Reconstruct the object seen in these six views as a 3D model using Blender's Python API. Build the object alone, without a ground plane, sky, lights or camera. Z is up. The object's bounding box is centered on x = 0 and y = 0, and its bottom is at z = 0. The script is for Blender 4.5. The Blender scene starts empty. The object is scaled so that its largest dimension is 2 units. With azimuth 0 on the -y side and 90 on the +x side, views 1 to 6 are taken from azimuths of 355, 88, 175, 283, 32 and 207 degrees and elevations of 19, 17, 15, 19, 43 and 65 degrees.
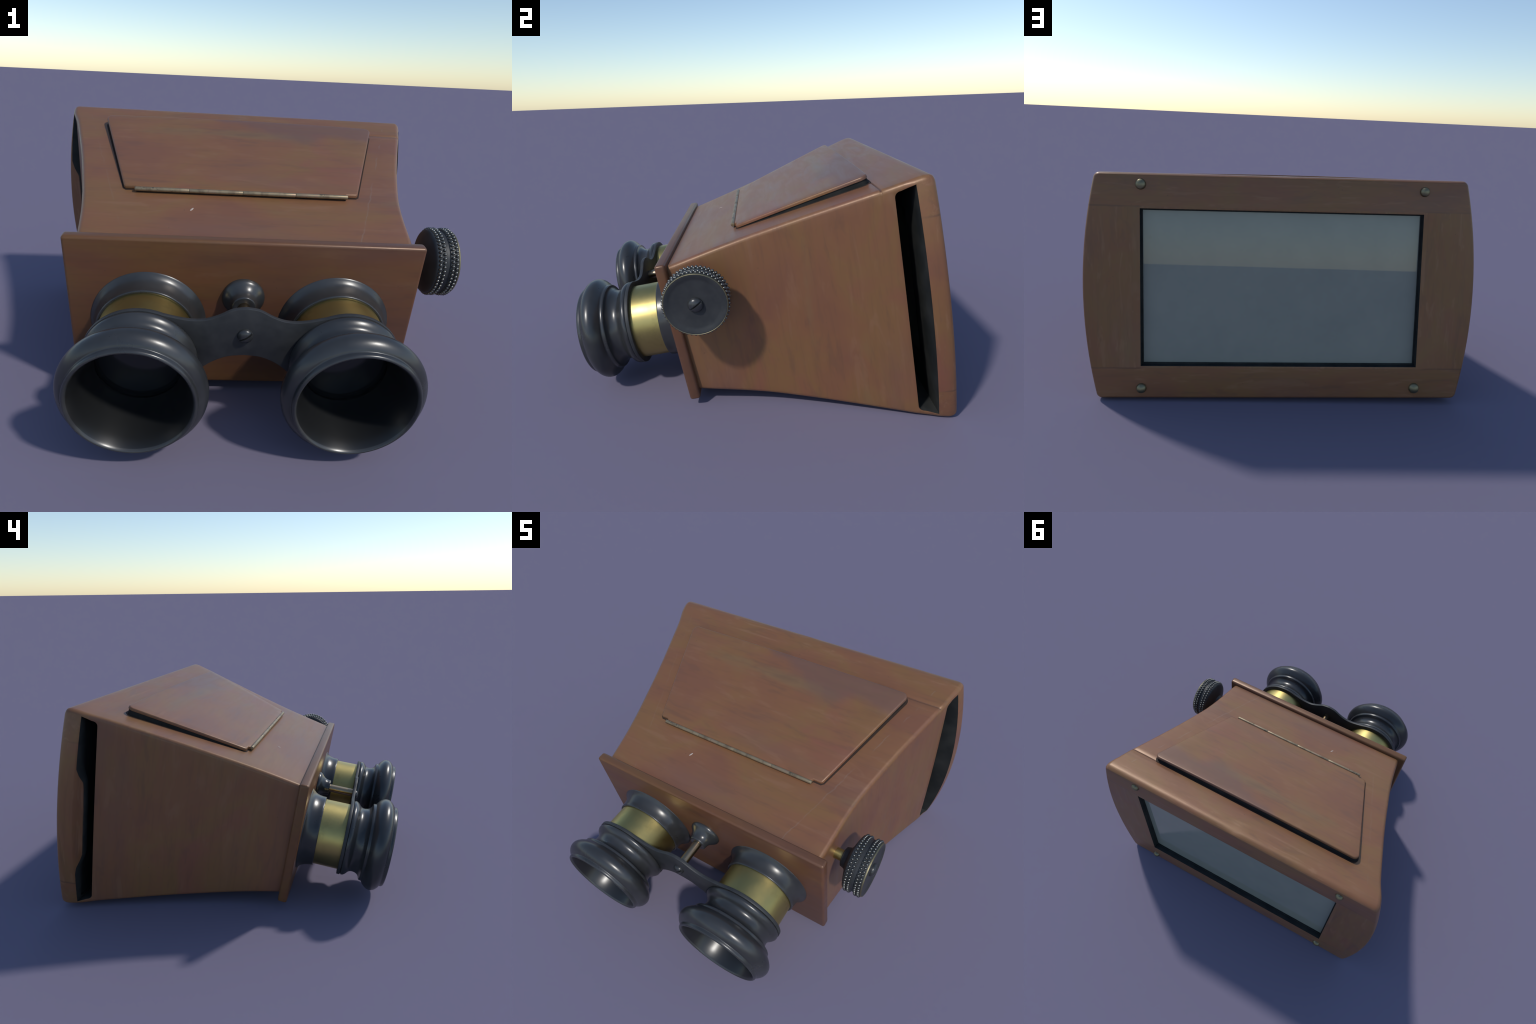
"""Antique Brewster-style stereoscope: tapered wooden viewing box, twin black eyepieces,
brass tubes, side focusing knob, hinged top flap and a frosted glass back."""
import bpy, bmesh, math, random
from mathutils import Matrix, Vector, Euler

random.seed(7)
SC = bpy.context.scene
COL = SC.collection

# ------------------------------------------------------------------ frame
# The box lies on its back-bottom edge, nose up by 8.6 degrees, with a trace of yaw and roll.
TILT, ROLL, YAW = math.radians(8.6), 0.0125, -0.018
ROT = Matrix.Rotation(YAW, 4, 'Z') @ Matrix.Rotation(ROLL, 4, 'Y') @ Matrix.Rotation(TILT, 4, 'X')
CENTRE = Vector((-0.022, 0.0, 0.0)) + (ROT @ Vector((0, 0, 0.456)))
FRAME = Matrix.Translation(CENTRE) @ ROT      # local: x right, y towards glass back, z up

root = bpy.data.objects.new("stereoscope", None)
COL.objects.link(root)
root["label"] = "antique wooden stereoscope viewer with twin black and brass eyepieces"
root["category"] = "stereoscope"


def smoothstep(a, b, v):
    t = min(1.0, max(0.0, (v - a) / (b - a)))
    return t * t * (3 - 2 * t)


def spline(pts, v):
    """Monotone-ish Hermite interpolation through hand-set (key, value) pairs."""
    if v <= pts[0][0]:
        i = 0
    elif v >= pts[-1][0]:
        i = len(pts) - 2
    else:
        i = max(k for k in range(len(pts) - 1) if pts[k][0] <= v)
    x0, y0 = pts[i]
    x1, y1 = pts[i + 1]
    def slope(k):
        a, b = max(0, k - 1), min(len(pts) - 1, k + 1)
        return (pts[b][1] - pts[a][1]) / (pts[b][0] - pts[a][0])
    h = x1 - x0
    t = (v - x0) / h
    m0, m1 = slope(i) * h, slope(i + 1) * h
    t2, t3 = t * t, t * t * t
    return (2*t3-3*t2+1)*y0 + (t3-2*t2+t)*m0 + (-2*t3+3*t2)*y1 + (t3-t2)*m1


# ------------------------------------------------------------------ node helpers
class Nodes:
    def __init__(self, name):
        self.mat = bpy.data.materials.new(name)
        self.mat.use_nodes = True
        self.nt = self.mat.node_tree
        self.bsdf = self.nt.nodes["Principled BSDF"]
        self.coord = self.new("ShaderNodeTexCoord").outputs["Object"]

    def new(self, kind, **props):
        n = self.nt.nodes.new(kind)
        for k, v in props.items():
            setattr(n, k, v)
        return n

    def put(self, sock, val):
        if hasattr(val, "links") or isinstance(val, bpy.types.NodeSocket):
            self.nt.links.new(val, sock)
        else:
            sock.default_value = val

    def mapped(self, scale=(1, 1, 1), loc=(0, 0, 0), rot=(0, 0, 0), vec=None):
        m = self.new("ShaderNodeMapping")
        self.put(m.inputs["Vector"], vec or self.coord)
        m.inputs["Location"].default_value = loc
        m.inputs["Rotation"].default_value = rot
        m.inputs["Scale"].default_value = scale
        return m.outputs["Vector"]

    def noise(self, scale, detail=4.0, rough=0.55, vec=None, distort=0.0):
        n = self.new("ShaderNodeTexNoise")
        self.put(n.inputs["Vector"], vec or self.coord)
        n.inputs["Scale"].default_value = scale
        n.inputs["Detail"].default_value = detail
        n.inputs["Roughness"].default_value = rough
        n.inputs["Distortion"].default_value = distort
        return n.outputs["Fac"]

    def voronoi(self, scale, vec=None, feature='F1', rand=1.0):
        n = self.new("ShaderNodeTexVoronoi", feature=feature)
        self.put(n.inputs["Vector"], vec or self.coord)
        n.inputs["Scale"].default_value = scale
        n.inputs["Randomness"].default_value = rand
        return n.outputs["Distance"]

    def math(self, op, a, b=0.0, c=0.0, clamp=False):
        n = self.new("ShaderNodeMath", operation=op, use_clamp=clamp)
        self.put(n.inputs[0], a)
        self.put(n.inputs[1], b)
        self.put(n.inputs[2], c)
        return n.outputs[0]

    def step(self, val, lo, hi):
        n = self.new("ShaderNodeMapRange", interpolation_type='SMOOTHSTEP', clamp=True)
        self.put(n.inputs["Value"], val)
        self.put(n.inputs["From Min"], lo)
        self.put(n.inputs["From Max"], hi)
        return n.outputs["Result"]

    def mix(self, fac, a, b, blend='MIX'):
        n = self.new("ShaderNodeMix", data_type='RGBA', blend_type=blend)
        self.put(n.inputs[0], fac)
        for sock, v in ((n.inputs[6], a), (n.inputs[7], b)):
            self.put(sock, (*v, 1.0) if isinstance(v, tuple) and len(v) == 3 else v)
        return n.outputs[2]

    def ramp(self, fac, stops):
        n = self.new("ShaderNodeValToRGB")
        self.put(n.inputs[0], fac)
        el = n.color_ramp.elements
        while len(el) < len(stops):
            el.new(0.5)
        for e, (p, c) in zip(el, stops):
            e.position = p
            e.color = (*c, 1.0)
        return n.outputs[0]

    def xyz(self, vec=None):
        n = self.new("ShaderNodeSeparateXYZ")
        self.put(n.inputs[0], vec or self.coord)
        return n.outputs

    def bump(self, height, strength=0.3, dist=0.002):
        n = self.new("ShaderNodeBump")
        n.inputs["Strength"].default_value = strength
        n.inputs["Distance"].default_value = dist
        self.put(n.inputs["Height"], height)
        self.put(self.bsdf.inputs["Normal"], n.outputs[0])

    def finish(self, color, rough, metallic=0.0, spec=0.5, **extra):
        self.put(self.bsdf.inputs["Base Color"], (*color, 1.0) if isinstance(color, tuple) else color)
        self.put(self.bsdf.inputs["Roughness"], rough)
        self.put(self.bsdf.inputs["Metallic"], metallic)
        self.put(self.bsdf.inputs["Specular IOR Level"], spec)
        for k, v in extra.items():
            self.put(self.bsdf.inputs[k.replace("_", " ")], v)
        return self.mat


# ------------------------------------------------------------------ materials
SEAM = (0.485, 0.318)


def wood(name, axis, stain=None, joints=False, shift=(0, 0, 0), tone=1.0):
    """Worn mahogany; grain runs along the given local axis."""
    n = Nodes(name)
    stretch = {'x': (0.22, 1, 1), 'y': (1, 0.22, 1), 'z': (1, 1, 0.22)}[axis]
    v = n.mapped(stretch, loc=shift)
    wide = n.mapped(tuple(0.55 + 0.45 * s for s in stretch), loc=shift)
    patch = n.noise(3.2, 3, 0.5, wide, 0.6)
    base = n.ramp(patch, [(0.30, (0.190, 0.081, 0.047)), (0.45, (0.208, 0.093, 0.045)),
                          (0.56, (0.205, 0.102, 0.043)), (0.72, (0.212, 0.085, 0.050))])
    # dull mauve and olive blooms in the varnish
    mauve = n.step(n.noise(2.3, 4, 0.6, n.mapped(stretch, loc=(3.1, 1.7, 5.2))), 0.52, 0.72)
    base = n.mix(n.math('MULTIPLY', mauve, 0.75), base, (0.168, 0.084, 0.062))
    olive = n.step(n.noise(4.6, 4, 0.6, n.mapped(stretch, loc=(-2.4, 4.4, 0.7))), 0.56, 0.74)
    base = n.mix(n.math('MULTIPLY', olive, 0.65), base, (0.185, 0.122, 0.060))
    # fine grain
    grain = n.noise(46, 5, 0.6, n.mapped(tuple(s if s == 1 else 0.08 for s in stretch)), 0.3)
    base = n.mix(n.math('MULTIPLY', n.step(grain, 0.46, 0.72), 0.22), base, (0.115, 0.058, 0.036))
    blot = n.noise(15, 4, 0.65, v, 0.5)
    base = n.mix(n.math('MULTIPLY', n.step(blot, 0.55, 0.70), 0.34), base, (0.245, 0.128, 0.074))
    base = n.mix(n.math('MULTIPLY', n.step(blot, 0.46, 0.33), 0.32), base, (0.125, 0.066, 0.046))
    # dark pricks and short scratches
    pr = n.voronoi(26, n.mapped((1, 0.55, 0.8), rot=(0.2, 0.3, 0.7)))
    sparse = n.step(n.noise(6, 2, 0.5), 0.5, 0.6)
    prick = n.math('MULTIPLY', n.step(pr, 0.075, 0.035), sparse)
    base = n.mix(n.math('MULTIPLY', prick, 0.5), base, (0.06, 0.035, 0.026))
    if stain == 'flap':
        # old stain along the back edge of the flap, wider on the knob side
        x, y, z = n.xyz()
        wob = n.math('MULTIPLY', n.math('SUBTRACT', n.noise(3.0, 3, 0.5), 0.5), 0.28)
        reach = n.math('SUBTRACT', 0.70, n.math('MULTIPLY', n.step(x, -0.35, 0.45), 0.22))
        m = n.step(n.math('SUBTRACT', n.math('ADD', y, wob), reach), -0.035, 0.04)
        base = n.mix(n.math('MULTIPLY', m, 0.7), base, (0.142, 0.078, 0.064))
    if joints:
        streak = n.step(n.noise(30, 4, 0.6, n.mapped(tuple(1.0 if q == 1 else 0.16 for q in stretch)), 0.6), 0.56, 0.68)
        base = n.mix(n.math('MULTIPLY', streak, 0.40), base, (0.27, 0.145, 0.082))
        x, y, z = n.xyz()
        az = n.math('ABSOLUTE', z)
        wob = n.math('MULTIPLY', n.math('SUBTRACT', n.noise(11, 2), 0.5), 0.008)
        d = n.math('ABSOLUTE', n.math('SUBTRACT', n.math('ADD', az, wob), 0.41))
        line = n.step(d, 0.007, 0.001)
        out = n.step(n.math('ABSOLUTE', x), 0.70, 0.72)
        base = n.mix(n.math('MULTIPLY', n.math('MULTIPLY', line, n.math('MULTIPLY', out, n.step(n.noise(5, 2), 0.3, 0.62))), 0.5), base, (0.07, 0.035, 0.03))
    if stain == 'seam':
        # hairline veneer seams that follow the flared sides
        x, y, z = n.xyz()
        wob = n.math('MULTIPLY', n.math('SUBTRACT', n.noise(14, 3), 0.5), 0.03)
        at = n.math('ADD', n.math('MULTIPLY', n.math('ADD', y, 0.28), SEAM[1]), SEAM[0])
        d = n.math('ABSOLUTE', n.math('ADD', n.math('SUBTRACT', n.math('ABSOLUTE', x), at), wob))
        gaps = n.step(n.noise(7, 2), 0.42, 0.56)
        base = n.mix(n.math('MULTIPLY', n.math('MULTIPLY', n.step(d, 0.005, 0.001), n.math('MULTIPLY', gaps, n.step(x, -1.6, 0.6))), 0.26), base, (0.24, 0.19, 0.155))
        gap = n.step(n.math('ABSOLUTE', n.math('SUBTRACT', n.math('ADD', y, n.math('MULTIPLY', wob, 0.15)), 0.685)), 0.006, 0.002)
        base = n.mix(n.math('MULTIPLY', n.math('MULTIPLY', gap, n.step(x, 0.40, 0.66)), 0.6), base, (0.07, 0.036, 0.026))
    if tone != 1.0:
        base = n.mix(1.0, base, (tone, tone * 0.94, tone * 0.86), 'MULTIPLY')
    rough = n.math('ADD', 0.40, n.math('MULTIPLY', n.math('SUBTRACT', blot, 0.5), 0.25))
    relief = n.math('ADD', n.math('MULTIPLY', grain, 0.35), n.math('MULTIPLY', blot, 0.8))
    n.bump(relief, 0.16, 0.004)
    return n.finish(base, rough, spec=0.75, Specular_Tint=(1.0, 0.76, 0.60, 1.0))


def black_lacquer():
    n = Nodes("black_lacquer")
    inf = n.new("ShaderNodeObjectInfo").outputs["Random"]
    off = n.new("ShaderNodeCombineXYZ")
    n.put(off.inputs[0], n.math('MULTIPLY', inf, 9.0))
    vec = n.new("ShaderNodeVectorMath", operation='ADD')
    n.put(vec.inputs[0], n.coord)
    n.put(vec.inputs[1], off.outputs[0])
    v = vec.outputs[0]
    a = n.noise(7, 4, 0.6, v)
    col = n.ramp(a, [(0.35, (0.027, 0.028, 0.029)), (0.65, (0.039, 0.040, 0.041))])
    dust = n.step(n.noise(24, 5, 0.7, v), 0.62, 0.75)
    col = n.mix(n.math('MULTIPLY', dust, 0.2), col, (0.045, 0.044, 0.041))
    r = n.math('ADD', 0.24, n.math('MULTIPLY', n.noise(13, 3, 0.6, v), 0.10))
    n.bump(n.noise(40, 3, 0.6, v), 0.05, 0.002)
    return n.finish(col, r, spec=0.6)


def satin_black():
    n = Nodes("satin_black_metal")
    a = n.noise(20, 4, 0.6)
    col = n.ramp(a, [(0.35, (0.028, 0.030, 0.032)), (0.7, (0.042, 0.043, 0.044))])
    n.bump(n.noise(60, 3, 0.6), 0.1, 0.002)
    return n.finish(col, 0.5, spec=0.4)


def brass(name, tone, rough, spots=0.5):
    n = Nodes(name)
    a = n.noise(9, 5, 0.6)
    dull = tuple(c * 0.55 for c in tone)
    col = n.mix(n.math('MULTIPLY', n.step(a, 0.50, 0.72), spots), tone, dull)
    speck = n.step(n.noise(38, 4, 0.6), 0.66, 0.74)
    col = n.mix(n.math('MULTIPLY', speck, 0.5 * spots), col, tuple(c * 0.3 for c in tone))
    r = n.math('ADD', rough, n.math('MULTIPLY', n.math('SUBTRACT', a, 0.5), 0.25))
    return n.finish(col, r, metallic=1.0)


def dark_interior(bare_wood=False):
    """Black paint; on one stile it stops short and leaves bare wood round the thumb notch."""
    n = Nodes("blackened_interior")
    a = n.noise(8, 4, 0.6)
    col = n.ramp(a, [(0.35, (0.016, 0.018, 0.018)), (0.7, (0.034, 0.035, 0.033))])
    if bare_wood:
        x, y, z = n.xyz()
        off = n.math('ABSOLUTE', n.math('ADD', z, 0.03))
        edge = n.math('ADD', -0.972, n.math('MULTIPLY', n.step(off, 0.30, 0.20), 0.048))
        edge = n.math('ADD', edge, n.math('MULTIPLY', n.math('SUBTRACT', n.noise(10), 0.5), 0.02))
        bare = n.step(n.math('SUBTRACT', x, edge), 0.008, -0.008)
        wood_col = n.ramp(n.noise(12, 4, 0.6, n.mapped((1, 1, 0.2))), [(0.35, (0.13, 0.068, 0.042)), (0.65, (0.18, 0.095, 0.055))])
        col = n.mix(bare, col, wood_col)
    return n.finish(col, 0.75, spec=0.2)


def frosted_glass():
    n = Nodes("frosted_glass")
    a = n.noise(5, 4, 0.6)
    col = n.ramp(a, [(0.3, (0.25, 0.262, 0.228)), (0.7, (0.28, 0.288, 0.246))])
    stain = n.step(n.noise(14, 4, 0.6), 0.66, 0.76)
    col = n.mix(n.math('MULTIPLY', stain, 0.3), col, (0.25, 0.235, 0.18))
    return n.finish(col, 0.012, spec=0.5)


def lens_glass():
    n = Nodes("dark_lens_glass")
    return n.finish((0.012, 0.014, 0.016), 0.12, spec=0.5)


def hinge_metal():
    n = Nodes("tarnished_hinge_brass")
    w = n.noise(9, 3, 0.6, n.mapped((2.2, 1, 1)))
    col = n.ramp(w, [(0.38, (0.20, 0.145, 0.09)), (0.52, (0.29, 0.23, 0.14)), (0.66, (0.31, 0.21, 0.14))])
    spot = n.step(n.noise(30, 3, 0.6), 0.62, 0.70)
    col = n.mix(n.math('MULTIPLY', spot, 0.7), col, (0.06, 0.05, 0.035))
    return n.finish(col, 0.45, metallic=0.5)


WOOD_X = wood("mahogany_lengthwise", 'x', stain='seam')
WOOD_Z = wood("mahogany_upright", 'z', shift=(1.3, 0.4, 2.2))
WOOD_RAIL = wood("mahogany_rail", 'x', joints=True)
WOOD_STILE = wood("mahogany_stile", 'z', joints=True, shift=(1.3, 0.4, 2.2))
WOOD_FLAP = wood("mahogany_flap", 'x', stain='flap', shift=(2.3, 5.1, 0.6))
WOOD_BOARD = wood("mahogany_eyepiece_board", 'x', shift=(4.7, 2.6, 3.9), tone=0.70)
LACQUER = black_lacquer()
SATIN = satin_black()
BRASS = brass("aged_brass", (0.49, 0.395, 0.150), 0.41)
BRONZE = brass("worn_bronze_stem", (0.42, 0.31, 0.19), 0.30)
TACK = brass("tarnished_tack_brass", (0.27, 0.24, 0.15), 0.5, 0.9)
DARK = dark_interior()
DARK_STILE = dark_interior(bare_wood=True)
GLASS = frosted_glass()
LENS = lens_glass()
BOWL = Nodes("bowl_lacquer_shade_darkened").finish((0.013, 0.0135, 0.014), 0.30, spec=0.55)  # lacquer colour darkened to bake in the occlusion deep inside the cups
FLAP_EDGE_DARK = Nodes("dark_brown_edge_line").finish((0.045, 0.028, 0.021), 0.7, spec=0.2)
BEAD = brass("worn_steel_beads", (0.20, 0.195, 0.175), 0.34, 0.6)
HINGE = hinge_metal()


# ------------------------------------------------------------------ mesh helpers
def add_object(name, mesh, parent=root, local=Matrix.Identity(4)):
    """Link a part; local is its place in the stereoscope's own frame."""
    ob = bpy.data.objects.new(name, mesh)
    COL.objects.link(ob)
    ob.parent = parent
    ob.matrix_world = FRAME @ local
    if parent is not root:
        ob.matrix_parent_inverse = Matrix.Identity(4)
        ob.matrix_basis = parent_world[parent.name].inverted() @ (FRAME @ local)
    else:
        ob.matrix_parent_inverse = Matrix.Identity(4)
        ob.matrix_basis = FRAME @ local
    parent_world[ob.name] = FRAME @ local
    return ob


parent_world = {}


def mesh_from(name, bm, mats, smooth_angle=35):
    me = bpy.data.meshes.new(name)
    bmesh.ops.recalc_face_normals(bm, faces=bm.faces)
    bm.to_mesh(me)
    bm.free()
    for m in mats:
        me.materials.append(m)
    for p in me.polygons:
        p.use_smooth = True
    me.set_sharp_from_angle(angle=math.radians(smooth_angle))
    return me


def bevel_all(bm, width, segs=3, angle=40, keep=None):
    edges = []
    for e in bm.edges:
        if len(e.link_faces) == 2 and e.calc_face_angle(0) > math.radians(angle):
            if keep is None or keep(e):
                edges.append(e)
    bmesh.ops.bevel(bm, geom=edges, offset=width, segments=segs, profile=0.5, affect='EDGES', clamp_overlap=True)


def revolve(profile, segs=96, axis='y'):
    """Turned part from (radius, station) pairs; radius 0 closes to a pole."""
    bm = bmesh.new()
    rings = []
    for r, s in profile:
        if r < 1e-6:
            rings.append([bm.verts.new((0, s, 0))])
        else:
            rings.append([bm.verts.new((r * math.cos(a), s, r * math.sin(a)))
                          for a in (2 * math.pi * k / segs for k in range(segs))])
    for a, b in zip(rings, rings[1:]):
        for k in range(segs):
            j = (k + 1) % segs
            if len(a) == 1:
                bm.faces.new((a[0], b[j], b[k]))
            elif len(b) == 1:
                bm.faces.new((a[k], a[j], b[0]))
            else:
                bm.faces.new((a[k], a[j], b[j], b[k]))
    if axis == 'x':
        bmesh.ops.transform(bm, matrix=Matrix.Rotation(math.radians(-90), 4, 'Z'), verts=bm.verts)
    return bm


def rounded_profile(pts, reps=2):
    """Chaikin-smooth an open (radius, station) polyline, keeping its ends."""
    for _ in range(reps):
        out = [pts[0]]
        for (a0, a1), (b0, b1) in zip(pts, pts[1:]):
            out.append((0.75*a0+0.25*b0, 0.75*a1+0.25*b1))
            out.append((0.25*a0+0.75*b0, 0.25*a1+0.75*b1))
        out.append(pts[-1])
        pts = out
    return pts


def prism(outline, lo, hi, axis):
    """Extrude a closed 2D outline along an axis. axis x: outline is (y,z); axis y: outline is (x,z)."""
    bm = bmesh.new()
    def at(p, s):
        return (s, p[0], p[1]) if axis == 'x' else (p[0], s, p[1])
    a = [bm.verts.new(at(p, lo)) for p in outline]
    b = [bm.verts.new(at(p, hi)) for p in outline]
    n = len(outline)
    bm.faces.new(a)
    bm.faces.new(b[::-1])
    for i in range(n):
        j = (i + 1) % n
        bm.faces.new((a[i], b[i], b[j], a[j]))
    bmesh.ops.recalc_face_normals(bm, faces=bm.faces)
    return bm


def box(x0, x1, y0, y1, z0, z1):
    return prism([(y0, z0), (y1, z0), (y1, z1), (y0, z1)], x0, x1, 'x')


# ------------------------------------------------------------------ box shape rules
FRONT, BACK = -0.300, 0.901
SLOT_FRONT, SLOT_BACK = 0.735, 0.820
HALF_WIDTH = [(-0.33, 0.671), (-0.28, 0.676), (-0.10, 0.692), (0.04, 0.712), (0.15, 0.735),
              (0.30, 0.770), (0.40, 0.796), (0.50, 0.824), (0.64, 0.864), (0.72, 0.888),
              (0.80, 0.912), (0.90, 0.930)]


def half_width(y):
    return spline(HALF_WIDTH, y) + 0.008


def half_height(y):
    """Top and bottom slope apart towards the back, then run level over the back frame."""
    slope = 0.332 + 0.2135 * (y + 0.283)
    level, soft = 0.5750, 0.006
    k = max(soft - abs(slope - level), 0.0) / soft
    return min(slope, level) - k * k * soft / 4


def sway(y):
    """The nose of the box sits a little to the knob side."""
    return 0.007 + 0.013 * smoothstep(0.15, -0.30, y) - 0.007 * smoothstep(0.7, 0.8, y)


BOW = 0.058


def ring_points(y, inset=0.0, corner=0.022, bulge=True, ns=22, nc=6):
    """Rounded-rectangle section of the box; the back frame's sides bow outwards."""
    w, h = half_width(min(y, 0.89)) - inset, half_height(y) - inset
    c = min(corner, 0.022)
    pts = []
    def arc(cx, cz, a0):
        for k in range(nc + 1):
            a = a0 + (math.pi / 2) * k / nc
            pts.append((cx + c * math.cos(a), cz + c * math.sin(a)))
    def run(p, q):
        for k in range(1, ns):
            t = k / ns
            pts.append((p[0] + (q[0]-p[0])*t, p[1] + (q[1]-p[1])*t))
    arc(w-c, h-c, 0.0)
    run((w-c, h), (-w+c, h))
    arc(-w+c, h-c, math.pi/2)
    run((-w, h-c), (-w, -h+c))
    arc(-w+c, -h+c, math.pi)
    run((-w+c, -h), (w-c, -h))
    arc(w-c, -h+c, 1.5*math.pi)
    run((w, -h+c), (w, h-c))
    bow = 0.007 + BOW * smoothstep(0.780, 0.818, y) if bulge else 0.0
    joint = 0.0035 * max(0.0, 1 - abs(y - 0.685) / 0.006)
    out = []
    for x, z in pts:
        if bow and abs(x) > 0.3:
            side = abs(x) / w
            x += math.copysign(bow * max(0.0, 1 - (z / h) ** 2) * side ** 3, x)
        if joint and bulge and z > h - 0.03:
            z -= joint * smoothstep(0.45, 0.72, x)
        out.append((x + sway(y), z))
    return out


def loft(stations, **kw):
    bm = bmesh.new()
    rings = []
    for y, inset in stations:
        rings.append([bm.verts.new((x, y, z)) for x, z in ring_points(y, inset, **kw)])
    n = len(rings[0])
    for a, b in zip(rings, rings[1:]):
        for k in range(n):
            j = (k + 1) % n
            bm.faces.new((a[k], a[j], b[j], b[k]))
    bm.faces.new(rings[0])
    bm.faces.new(rings[-1][::-1])
    bmesh.ops.recalc_face_normals(bm, faces=bm.faces)
    return bm


def temp_object(bm):
    me = bpy.data.meshes.new("helper")
    bm.to_mesh(me)
    bm.free()
    ob = bpy.data.objects.new("helper", me)
    COL.objects.link(ob)
    return ob


def apply_modifiers(ob):
    dg = bpy.context.evaluated_depsgraph_get()
    me = bpy.data.meshes.new_from_object(ob.evaluated_get(dg))
    ob.modifiers.clear()
    ob.data = me


# ------------------------------------------------------------------ box body
stations = [(FRONT + (0.878 - FRONT) * k / 36, 0.0) for k in range(37)]
stations += [(0.679, 0), (0.682, 0), (0.685, 0), (0.688, 0), (0.691, 0),
             (0.778, 0), (0.788, 0), (0.800, 0), (0.812, 0), (0.820, 0), (0.835, 0), (0.85, 0)]
stations = sorted(set(stations))
stations = [q for q in stations if q[0] < BACK - 0.043]
stations.append((BACK - 0.042, 0.0))
for k in range(1, 11):
    a = math.pi / 2 * k / 10
    stations.append((BACK - 0.042 + 0.042 * math.sin(a), 0.018 * (1 - math.cos(a))))
body = temp_object(loft(stations))

cavity = temp_object(loft([(-0.26 + 1.08 * k / 12, 0.034) for k in range(13)], corner=0.01, bulge=False, ns=6, nc=2))


def slot_outline(back=SLOT_BACK, bump=0.0):
    """Side view of the card slot; bump thickens the stile in the middle (thumb rest)."""
    r = 0.026
    pts = []
    zt0, zt1 = half_height(SLOT_FRONT) - 0.024, half_height(SLOT_BACK) - 0.023
    n = 28
    for k in range(n + 1):
        z = -zt1 + 2 * zt1 * k / n
        pts.append((back - bump * smoothstep(0.31, 0.20, abs(z + 0.03)), z))
    for k in range(7):
        a = math.pi / 2 + math.pi / 2 * k / 6
        pts.append((SLOT_FRONT + r + r * math.cos(a), zt0 - r + r * math.sin(a)))
    for k in range(7):
        a = math.pi + math.pi / 2 * k / 6
        pts.append((SLOT_FRONT + r + r * math.cos(a), -zt0 + r + r * math.sin(a)))
    return pts


slot_through = temp_object(prism(slot_outline(), -0.72, 1.3, 'x'))
slot_thumb = temp_object(prism(slot_outline(0.808, 0.022), -1.3, -0.70, 'x'))
WIN_X, WIN_Z = 0.711, 0.399
window = temp_object(box(-WIN_X, WIN_X, 0.78, 1.0, -WIN_Z, WIN_Z))
for cutter in (cavity, slot_through, slot_thumb, window):
    mod = body.modifiers.new("cut", 'BOOLEAN')
    mod.operation = 'DIFFERENCE'
    mod.solver = 'EXACT'
    mod.object = cutter
apply_modifiers(body)
for cutter in (cavity, slot_through, slot_thumb, window):
    me = cutter.data
    bpy.data.objects.remove(cutter)
    bpy.data.meshes.remove(me)

bm = bmesh.new()
bm.from_mesh(body.data)
bpy.data.objects.remove(body)
bmesh.ops.remove_doubles(bm, verts=bm.verts, dist=0.0004)
bmesh.ops.dissolve_degenerate(bm, edges=bm.edges, dist=0.0004)
# ease the edges of slot and window so that they catch light
bevel_all(bm, 0.006, 2, 50, keep=lambda e: (lambda c: c.y > 0.70)((e.verts[0].co + e.verts[1].co) / 2))
for z in (0.41, -0.41):
    bmesh.ops.bisect_plane(bm, geom=bm.verts[:] + bm.edges[:] + bm.faces[:], plane_co=(0, 0, z), plane_no=(0, 0, 1))
bmesh.ops.bisect_plane(bm, geom=bm.verts[:] + bm.edges[:] + bm.faces[:], plane_co=(0, 0.776, 0), plane_no=(0, 1, 0))
bmesh.ops.bisect_plane(bm, geom=bm.verts[:] + bm.edges[:] + bm.faces[:], plane_co=(0, 0, 0), plane_no=(1, 0, 0))
bmesh.ops.triangulate(bm, faces=[f for f in bm.faces if len(f.verts) > 4])
bmesh.ops.recalc_face_normals(bm, faces=bm.faces)


def lean(z):
    """The glass back leans out slightly at the bottom."""
    return -0.0025 * z / 0.575


def is_outer(c):
    if c.y > 0.80 and abs(c.x) < WIN_X + 0.003 and abs(c.z) < WIN_Z + 0.003:
        return False
    if c.y > 0.86:
        return True
    h = half_height(c.y)
    w = half_width(c.y) + (0.007 + BOW * smoothstep(0.78, 0.818, c.y)) * max(0.0, 1 - (c.z / h) ** 2)
    x = abs(c.x - sway(c.y))
    return x > w - 0.012 or abs(c.z) > h - 0.012


whole = bpy.data.meshes.new("whole_box")
face_part = []
bm.faces.ensure_lookup_table()
PART_MAT = {"top_panel": WOOD_X, "bottom_panel": WOOD_X, "side_panel": WOOD_Z,
            "top_rail": WOOD_RAIL, "bottom_rail": WOOD_RAIL, "stile": WOOD_STILE}
for f in bm.faces:
    c = f.calc_center_median()
    n = f.normal
    s = 1 if c.x > 0 else -1
    if c.y > 0.776:
        part = ("stile", s) if abs(c.z) < 0.41 else (("top_rail", 0) if c.z > 0 else ("bottom_rail", 0))
    else:
        w, h = half_width(c.y), half_height(c.y)
        if (w + 0.004 - abs(c.x - sway(c.y))) < (h - abs(c.z)):
            part = ("side_panel", s)
        else:
            part = ("top_panel", 0) if c.z > 0 else ("bottom_panel", 0)
    face_part.append(part)
    f.material_index = 0 if is_outer(c) else 1
for v in bm.verts:
    v.co.y += lean(v.co.z) * smoothstep(0.83, 0.86, v.co.y)
bm.to_mesh(whole)
bm.free()
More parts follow.
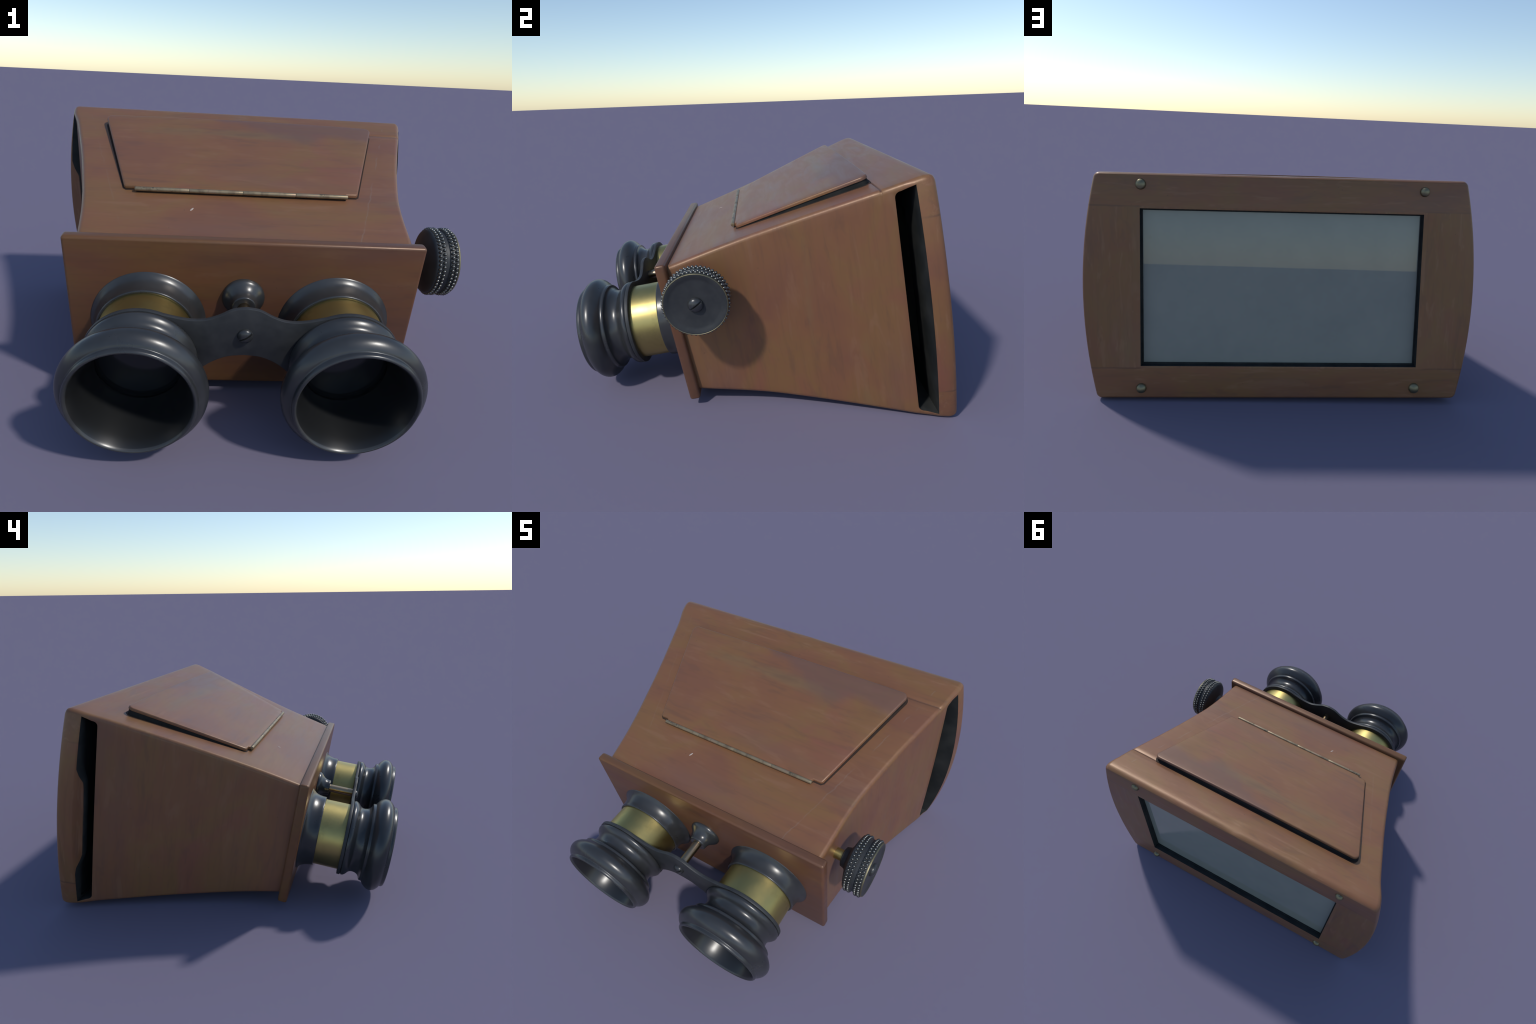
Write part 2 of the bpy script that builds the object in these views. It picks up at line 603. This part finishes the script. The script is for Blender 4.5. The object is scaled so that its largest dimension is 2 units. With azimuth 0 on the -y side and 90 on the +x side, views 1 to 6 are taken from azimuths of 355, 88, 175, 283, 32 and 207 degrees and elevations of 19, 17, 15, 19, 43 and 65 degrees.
for p in whole.polygons:
    p.use_smooth = True
whole.set_sharp_from_angle(angle=math.radians(42))
NORMALS = [Vector(cn.vector) for cn in whole.corner_normals]

for key in sorted(set(face_part)):
    name = key[0]
    vmap, verts, faces, mats, norms = {}, [], [], [], []
    for p in whole.polygons:
        if face_part[p.index] != key:
            continue
        idx = []
        for li in p.loop_indices:
            vi = whole.loops[li].vertex_index
            if vi not in vmap:
                vmap[vi] = len(verts)
                verts.append(whole.vertices[vi].co.copy())
            idx.append(vmap[vi])
            norms.append(NORMALS[li])
        faces.append(idx)
        mats.append(p.material_index)
    me = bpy.data.meshes.new(name)
    me.from_pydata(verts, [], faces)
    me.materials.append(PART_MAT[name])
    me.materials.append(DARK_STILE if key == ("stile", -1) else DARK)
    for p, m in zip(me.polygons, mats):
        p.material_index = m
        p.use_smooth = True
    me.normals_split_custom_set([tuple(v) for v in norms])
    add_object(name, me)
bpy.data.meshes.remove(whole)

# ------------------------------------------------------------------ glass back
bm = box(-WIN_X - 0.004, WIN_X + 0.004, 0.842, 0.863, -WIN_Z - 0.004, WIN_Z + 0.004)
for v in bm.verts:
    v.co.y += 0.0058 * v.co.z
add_object("glass_pane", mesh_from("glass_pane", bm, [GLASS]))


def frame_ring(x, z, t, y0, y1):
    bm = bmesh.new()
    def loop(a, b, y):
        return [bm.verts.new(p) for p in ((-a, y, -b), (a, y, -b), (a, y, b), (-a, y, b))]
    o0, o1, i0, i1 = loop(x, z, y0), loop(x, z, y1), loop(x-t, z-t, y0), loop(x-t, z-t, y1)
    for k in range(4):
        j = (k + 1) % 4
        for q in ((o0, o1), (o1, i1), (i1, i0), (i0, o0)):
            bm.faces.new((q[0][k], q[0][j], q[1][j], q[1][k]))
    return bm


bm = frame_ring(WIN_X + 0.002, WIN_Z + 0.002, 0.010, 0.857, 0.872)
bevel_all(bm, 0.003, 2)
for v in bm.verts:
    v.co.y += 0.0058 * v.co.z
add_object("glazing_bead", mesh_from("glazing_bead", bm, [DARK]))

# rivet-like tacks at the corners of the back frame
tack_mesh = None
bm = revolve(rounded_profile([(0.0270, -0.006), (0.0270, 0.002), (0.0235, 0.012), (0.017, 0.017), (0.009, 0.021), (0.0, 0.022)], 2), 28)
tack_mesh = mesh_from("tack", bm, [TACK], 60)
for x, z in ((0.706, 0.517), (-0.709, 0.513), (0.708, -0.515), (-0.705, -0.512)):
    m = Matrix.Translation((x, BACK + lean(z), z)) @ Matrix.Diagonal((random.uniform(.93, 1.08), random.uniform(.9, 1.05), random.uniform(.93, 1.06), 1)) @ Euler((random.uniform(-.08, .08), random.uniform(0, 6), random.uniform(-.08, .08))).to_matrix().to_4x4()
    add_object("tack", tack_mesh, local=m)

# ------------------------------------------------------------------ hinged flap on the top
SLOPE = math.atan(0.2135)
flap_back, flap_front = 0.682, 0.046


def flap_point(x, y, lift):
    """Point on the flap, lift measured square to the sloping top."""
    return Vector((x, y - lift * math.sin(SLOPE), half_height(y) + lift * math.cos(SLOPE)))


corner_r = 0.030
outline = [(-0.470, flap_front - 0.012), (0.470, flap_front - 0.012), (0.478, flap_front), (0.520, flap_front)]
outline += [(0.529, flap_front + 0.008)]
for k in range(7):
    a = math.radians(-10) + math.radians(100) * k / 6
    outline.append((0.709 - corner_r + corner_r * math.cos(a), flap_back - corner_r + corner_r * math.sin(a)))
outline += [(-x, y) for x, y in outline[:1:-1]]
outline = [p for i, p in enumerate(outline) if p != outline[i - 1]]
def divided(poly, longest):
    out = []
    for i, p in enumerate(poly):
        q = poly[(i + 1) % len(poly)]
        n = max(1, math.ceil(math.dist(p, q) / longest))
        out += [(p[0] + (q[0]-p[0])*k/n, p[1] + (q[1]-p[1])*k/n) for k in range(n)]
    return out
outline = divided(outline, 0.06)
bm = bmesh.new()
def flap_lift(x, y):
    t = (y - flap_front) / (flap_back - flap_front)
    return 0.020 + (0.025 - 0.001 * x / 0.7 + 0.008 * (1 - (x / 0.7) ** 2)) * t
# the board is a warped sheet: grid of points, thinner at the rounded rim
def inside(x0, x1, n):
    return [x0 + (x1 - x0) * k / n for k in range(n + 1)]
ring_out = [Vector((x, y, 0)) for x, y in outline]
mid_pt = Vector((0, (flap_front + flap_back) / 2, 0))
def shrunk(d):
    res = []
    n = len(ring_out)
    for i, p in enumerate(ring_out):
        t = (ring_out[(i + 1) % n] - ring_out[i - 1]).normalized()
        res.append(p + Vector((-t.y, t.x, 0)) * d)
    return res
layers = [(0.0, -0.016), (0.0, -0.0075), (0.0015, -0.0035), (0.0045, -0.001), (0.009, 0.0)]
rings = []
for d, dz in layers:
    rings.append([bm.verts.new(flap_point(p.x, p.y, flap_lift(p.x, p.y) + dz)) for p in shrunk(d)])
last = shrunk(0.009)
for s_ in (0.9, 0.75, 0.55, 0.35, 0.15):
    rings.append([bm.verts.new(flap_point(q.x, q.y, flap_lift(q.x, q.y)))
                  for q in (mid_pt + (p - mid_pt) * s_ for p in last)])
n_out = len(outline)
for a, b in zip(rings, rings[1:]):
    for i in range(n_out):
        j = (i + 1) % n_out
        bm.faces.new((a[i], a[j], b[j], b[i]))
bm.faces.new(rings[-1])
bm.faces.new(rings[0][::-1])
bmesh.ops.recalc_face_normals(bm, faces=bm.faces)
bmesh.ops.triangulate(bm, faces=[f for f in bm.faces if len(f.verts) > 4])
flap = add_object("flap", mesh_from("flap", bm, [WOOD_FLAP], 50))
# dark block filling the space under the flap
bm = bmesh.new()
lo = [bm.verts.new(flap_point(p.x, p.y, -0.01)) for p in shrunk(0.004)]
hi = [bm.verts.new(flap_point(p.x, p.y, flap_lift(p.x, p.y) - 0.014)) for p in shrunk(0.004)]
bm.faces.new(hi)
bm.faces.new(lo[::-1])
for i in range(n_out):
    j = (i + 1) % n_out
    bm.faces.new((lo[i], lo[j], hi[j], hi[i]))
bmesh.ops.triangulate(bm, faces=[f for f in bm.faces if len(f.verts) > 4])
add_object("flap_dark_fill", mesh_from("flap_dark_fill", bm, [DARK], 40), parent=flap)

# dark brown line running round the flap
bm = bmesh.new()
ring_a = [bm.verts.new(flap_point(p.x, p.y, -0.004)) for p in shrunk(-0.0085)]
ring_b = [bm.verts.new(flap_point(p.x, p.y, 0.0012)) for p in shrunk(-0.0065)]
ring_c = [bm.verts.new(flap_point(p.x, p.y, 0.0012)) for p in shrunk(0.006)]
ring_d = [bm.verts.new(flap_point(p.x, p.y, -0.004)) for p in shrunk(0.006)]
for a, b in ((ring_a, ring_b), (ring_b, ring_c), (ring_c, ring_d), (ring_d, ring_a)):
    for i in range(n_out):
        j = (i + 1) % n_out
        bm.faces.new((a[i], a[j], b[j], b[i]))
add_object("flap_dark_outline", mesh_from("flap_dark_outline", bm, [FLAP_EDGE_DARK], 40), parent=flap)

# hinge pin with knuckle seams
bm = bmesh.new()
segments = 4
length = 0.956 / segments
for k in range(segments):
    part = revolve(rounded_profile([(0.0, -length/2), (0.0088, -length/2), (0.0100, -length/2 + 0.003), (0.0100, length/2 - 0.003),
                    (0.0088, length/2), (0.0, length/2)], 1), 16, 'x')
    x = -0.478 + length * (k + 0.5)
    me_tmp = bpy.data.meshes.new("knuckle_tmp")
    bmesh.ops.translate(part, vec=flap_point(x, 0.028, 0.017 + random.uniform(-0.0006, 0.0006)), verts=part.verts)
    part.to_mesh(me_tmp)
    part.free()
    bm.from_mesh(me_tmp)
    bpy.data.meshes.remove(me_tmp)
add_object("hinge", mesh_from("hinge", bm, [HINGE], 50), parent=flap)

# pale nick on the top panel
bm = bmesh.new()
bmesh.ops.create_icosphere(bm, subdivisions=2, radius=1.0)
bmesh.ops.scale(bm, vec=(0.0048, 0.0135, 0.0018), verts=bm.verts)
nick = Nodes("pale_chip").finish((0.45, 0.36, 0.30), 0.7)
me = mesh_from("paint_fleck", bm, [nick], 60)
add_object("paint_fleck", me, local=Matrix.Translation((-0.221, -0.088, half_height(-0.088) - 0.0003)) @ Matrix.Rotation(SLOPE, 4, 'X') @ Matrix.Rotation(math.radians(-28), 4, 'Z'))

# ------------------------------------------------------------------ eyepiece board
bm = box(-0.7065, 0.7385, -0.343, -0.292, -0.3600, 0.3510)
for v in bm.verts:
    v.co.y -= 0.004 * v.co.z / 0.35
bevel_all(bm, 0.013, 4, 40)
board = add_object("eyepiece_board", mesh_from("eyepiece_board", bm, [WOOD_BOARD], 40))

# ------------------------------------------------------------------ eyepieces
EYE_Z = -0.033
EYE_X = (-0.382, 0.398)
cup_profile = [(0.150, -0.590), (0.209, -0.590), (0.217, -0.597), (0.217, -0.611), (0.206, -0.626),
               (0.1925, -0.637), (0.1860, -0.650), (0.1850, -0.668), (0.1905, -0.688), (0.207, -0.702),
               (0.221, -0.705), (0.2245, -0.712), (0.2240, -0.722), (0.234, -0.727), (0.255, -0.742),
               (0.2690, -0.762), (0.2700, -0.787), (0.260, -0.808), (0.243, -0.822), (0.2315, -0.826),
               (0.2310, -0.832), (0.2295, -0.842), (0.2210, -0.848), (0.2150, -0.842)]
bowl = [(0.2085, -0.828), (0.199, -0.803), (0.190, -0.770), (0.182, -0.735), (0.175, -0.70), (0.169, -0.665), (0.165, -0.640), (0.163, -0.632)]
def settle(prof):
    """Cups are a touch shorter than drawn, rims a touch slimmer."""
    return [(r - 0.005 * smoothstep(0.22, 0.26, r), -0.59 + (y + 0.59) * 0.965) for r, y in prof]
cup = revolve(settle(rounded_profile(cup_profile + bowl, 2) + [(0.163, -0.626), (0.174, -0.620), (0.174, -0.59), (0.150, -0.590)]), 112)
cup_mesh = mesh_from("eyepiece_cup", cup, [LACQUER, BOWL], 60)
for p in cup_mesh.polygons:
    radial = Vector((p.center.x, 0, p.center.z))
    if p.normal.dot(radial) < 0 and radial.length < 0.213 and p.center.y < -0.6 and p.center.y > -0.832:
        if radial.length < 0.166 + 0.048 * ((-p.center.y - 0.62) / 0.21):
            p.material_index = 1
lens_mesh = mesh_from("lens", revolve([(0.172, -0.606), (0.166, -0.611), (0.12, -0.616), (0.06, -0.619), (0.0, -0.620)], 72), [LENS], 60)
tube_mesh = mesh_from("brass_tube", revolve([(0.18, -0.40), (0.1915, -0.40), (0.1915, -0.585), (0.18, -0.585)], 96), [BRASS], 40)
collar_profile = [(0.17, -0.334), (0.234, -0.334), (0.2395, -0.338), (0.2385, -0.346), (0.228, -0.354), (0.216, -0.367), (0.2085, -0.386),
                  (0.2045, -0.405), (0.2040, -0.425), (0.2030, -0.431), (0.1990, -0.434), (0.1910, -0.432), (0.17, -0.42)]
collar_mesh = mesh_from("collar", revolve(rounded_profile(collar_profile, 2), 96), [LACQUER], 60)
for x in EYE_X:
    place = Matrix.Translation((x, 0, EYE_Z)) @ Matrix.Rotation(random.uniform(0, 6), 4, 'Y')
    eye = add_object("eyepiece", cup_mesh, local=place)
    for nm, me in (("brass_tube", tube_mesh), ("collar", collar_mesh), ("lens", lens_mesh)):
        add_object(nm, me, parent=eye, local=place)

# ------------------------------------------------------------------ bridge between the eyepieces
MID = sum(EYE_X) / 2
half = (EYE_X[1] - EYE_X[0]) / 2
RING = 0.2185
upper = [(0.0, 0.203), (0.05, 0.194), (0.10, 0.167), (0.145, 0.150), (0.19, 0.146), (0.235, 0.151), (0.28, 0.1615)]
lower = [(0.0, -0.006), (0.06, -0.013), (0.11, -0.034), (0.15, -0.062), (0.182, -0.094)]
edge = [(0.28 * k / 24, spline(upper, 0.28 * k / 24)) for k in range(25)]
a0 = math.atan2(0.1615 - EYE_Z, 0.28 - half)
a1 = math.atan2(-0.094 - EYE_Z, 0.182 - half) - 2 * math.pi * 0
if a1 > 0:
    a1 -= 2 * math.pi
for k in range(1, 48):
    a = a0 + (a1 - a0) * k / 48
    edge.append((half + RING * math.cos(a), EYE_Z + RING * math.sin(a)))
edge += [(0.182 * (1 - k / 16), spline(lower, 0.182 * (1 - k / 16))) for k in range(17)]
outline = [(MID + x, z) for x, z in edge] + [(MID - x, z) for x, z in edge[-2:0:-1]]
blank = temp_object(prism(outline, -0.592, -0.574, 'y'))
bores = []
for x in EYE_X:
    b_ = revolve([(0.0, -0.63), (0.186, -0.63), (0.186, -0.55), (0.0, -0.55)], 96)
    bmesh.ops.translate(b_, vec=(x, 0, EYE_Z), verts=b_.verts)
    bmesh.ops.recalc_face_normals(b_, faces=b_.faces)
    bores.append(temp_object(b_))
    mod = blank.modifiers.new("bore", 'BOOLEAN')
    mod.operation = 'DIFFERENCE'
    mod.solver = 'EXACT'
    mod.object = bores[-1]
apply_modifiers(blank)
bm = bmesh.new()
bm.from_mesh(blank.data)
for o in [blank] + bores:
    bpy.data.objects.remove(o)
bevel_all(bm, 0.0025, 2, 60)
bmesh.ops.triangulate(bm, faces=[f for f in bm.faces if len(f.verts) > 4])
bridge = add_object("bridge", mesh_from("bridge", bm, [SATIN], 40))


def slotted_screw(radius, height, slot_w, turn):
    """Domed screw head with a cut slot, axis along -y."""
    prof = [(0.0, 0.006), (radius, 0.006), (radius, -height * 0.18)]
    for k in range(1, 9):
        a = math.pi / 2 * k / 8
        prof.append((radius * math.cos(a) if k < 8 else 0.0, -height * 0.18 - height * 0.82 * math.sin(a)))
    head = temp_object(revolve(prof, 40))
    cut = temp_object(box(-radius * 1.3, radius * 1.3, -height * 1.3, -height * 0.35, -slot_w / 2, slot_w / 2))
    mod = head.modifiers.new("slot", 'BOOLEAN')
    mod.operation = 'DIFFERENCE'
    mod.solver = 'EXACT'
    mod.object = cut
    apply_modifiers(head)
    b = bmesh.new()
    b.from_mesh(head.data)
    bmesh.ops.rotate(b, cent=(0, 0, 0), matrix=Matrix.Rotation(turn, 3, 'Y'), verts=b.verts)
    for o in (head, cut):
        bpy.data.objects.remove(o)
    return b


me = mesh_from("screw", slotted_screw(0.030, 0.022, 0.007, math.radians(-33)), [LACQUER], 35)
add_object("screw", me, parent=bridge, local=Matrix.Translation((MID, -0.592, 0.086)))

# ------------------------------------------------------------------ centre adjusting post
POST_Z = 0.098
post_profile = [(0.02, -0.334), (0.080, -0.334), (0.0870, -0.340), (0.0890, -0.351), (0.083, -0.363), (0.068, -0.375), (0.0555, -0.390),
                (0.0500, -0.405), (0.0490, -0.420), (0.0470, -0.426), (0.038, -0.427), (0.02, -0.424)]
post = add_object("adjusting_post", mesh_from("adjusting_post", revolve(rounded_profile(post_profile, 2), 64), [LACQUER], 60),
                  local=Matrix.Translation((MID, 0, POST_Z)))
add_object("stem", mesh_from("stem", revolve([(0.024, -0.41), (0.024, -0.580)], 40), [BRONZE], 40), parent=post,
           local=Matrix.Translation((MID, 0, POST_Z)))

# ------------------------------------------------------------------ focusing knob on the side
KNOB = (-0.165, 0.202)      # local y, z of its axis
knob_at = Matrix.Translation((0, KNOB[0], KNOB[1]))
wheel_profile = [(0.0, 0.757), (0.043, 0.757), (0.0510, 0.761), (0.0540, 0.773), (0.058, 0.784), (0.074, 0.793), (0.100, 0.801),
                 (0.128, 0.811), (0.1395, 0.816), (0.1425, 0.822), (0.1425, 0.858), (0.1385, 0.861), (0.1385, 0.873), (0.1425, 0.876),
                 (0.1425, 0.904), (0.1415, 0.913), (0.1370, 0.918), (0.130, 0.918), (0.119, 0.9125), (0.106, 0.9105), (0.0, 0.9105)]
# revolve() turns about y; axis='x' maps station to +x
knob_mesh = mesh_from("focusing_knob", revolve(wheel_profile, 96, 'x'), [SATIN], 40)
knob = add_object("focusing_knob", knob_mesh, local=knob_at)
add_object("knob_spindle", mesh_from("knob_spindle", revolve([(0.0295, 0.66), (0.0295, 0.762)], 40, 'x'), [BRASS], 40), parent=knob, local=knob_at)
add_object("rim_bright_edge", mesh_from("rim_bright_edge", revolve(rounded_profile(
    [(0.1365, 0.9165), (0.1395, 0.9195), (0.1420, 0.9165), (0.1430, 0.9120)], 1), 96, 'x'), [TACK], 60), parent=knob, local=knob_at)
bm = bmesh.new()
for station, phase in ((0.830, 0.0), (0.849, 0.5), (0.885, 0.25), (0.902, 0.75)):
    count = 50
    for k in range(count):
        a = 2 * math.pi * (k + phase) / count
        r = 0.1435
        m = Matrix.Translation((station, r * math.cos(a), r * math.sin(a))) @ Matrix.Rotation(a, 4, 'X') @ Matrix.Diagonal((0.0076, 0.0084, 0.0070, 1))
        bmesh.ops.create_icosphere(bm, subdivisions=2, radius=1.0, matrix=m)
beads = add_object("knurl_beads", mesh_from("knurl_beads", bm, [BEAD], 70), parent=knob, local=knob_at)
beads["kind"] = "stuff"
b = slotted_screw(0.034, 0.026, 0.0075, math.radians(0))
bmesh.ops.rotate(b, cent=(0, 0, 0), matrix=Matrix.Rotation(math.radians(90), 3, 'Z'), verts=b.verts)
bmesh.ops.rotate(b, cent=(0, 0, 0), matrix=Matrix.Rotation(math.radians(28), 3, 'X'), verts=b.verts)
add_object("screw", mesh_from("knob_screw", b, [LACQUER], 35), parent=knob, local=knob_at @ Matrix.Translation((0.9105, 0, 0)))
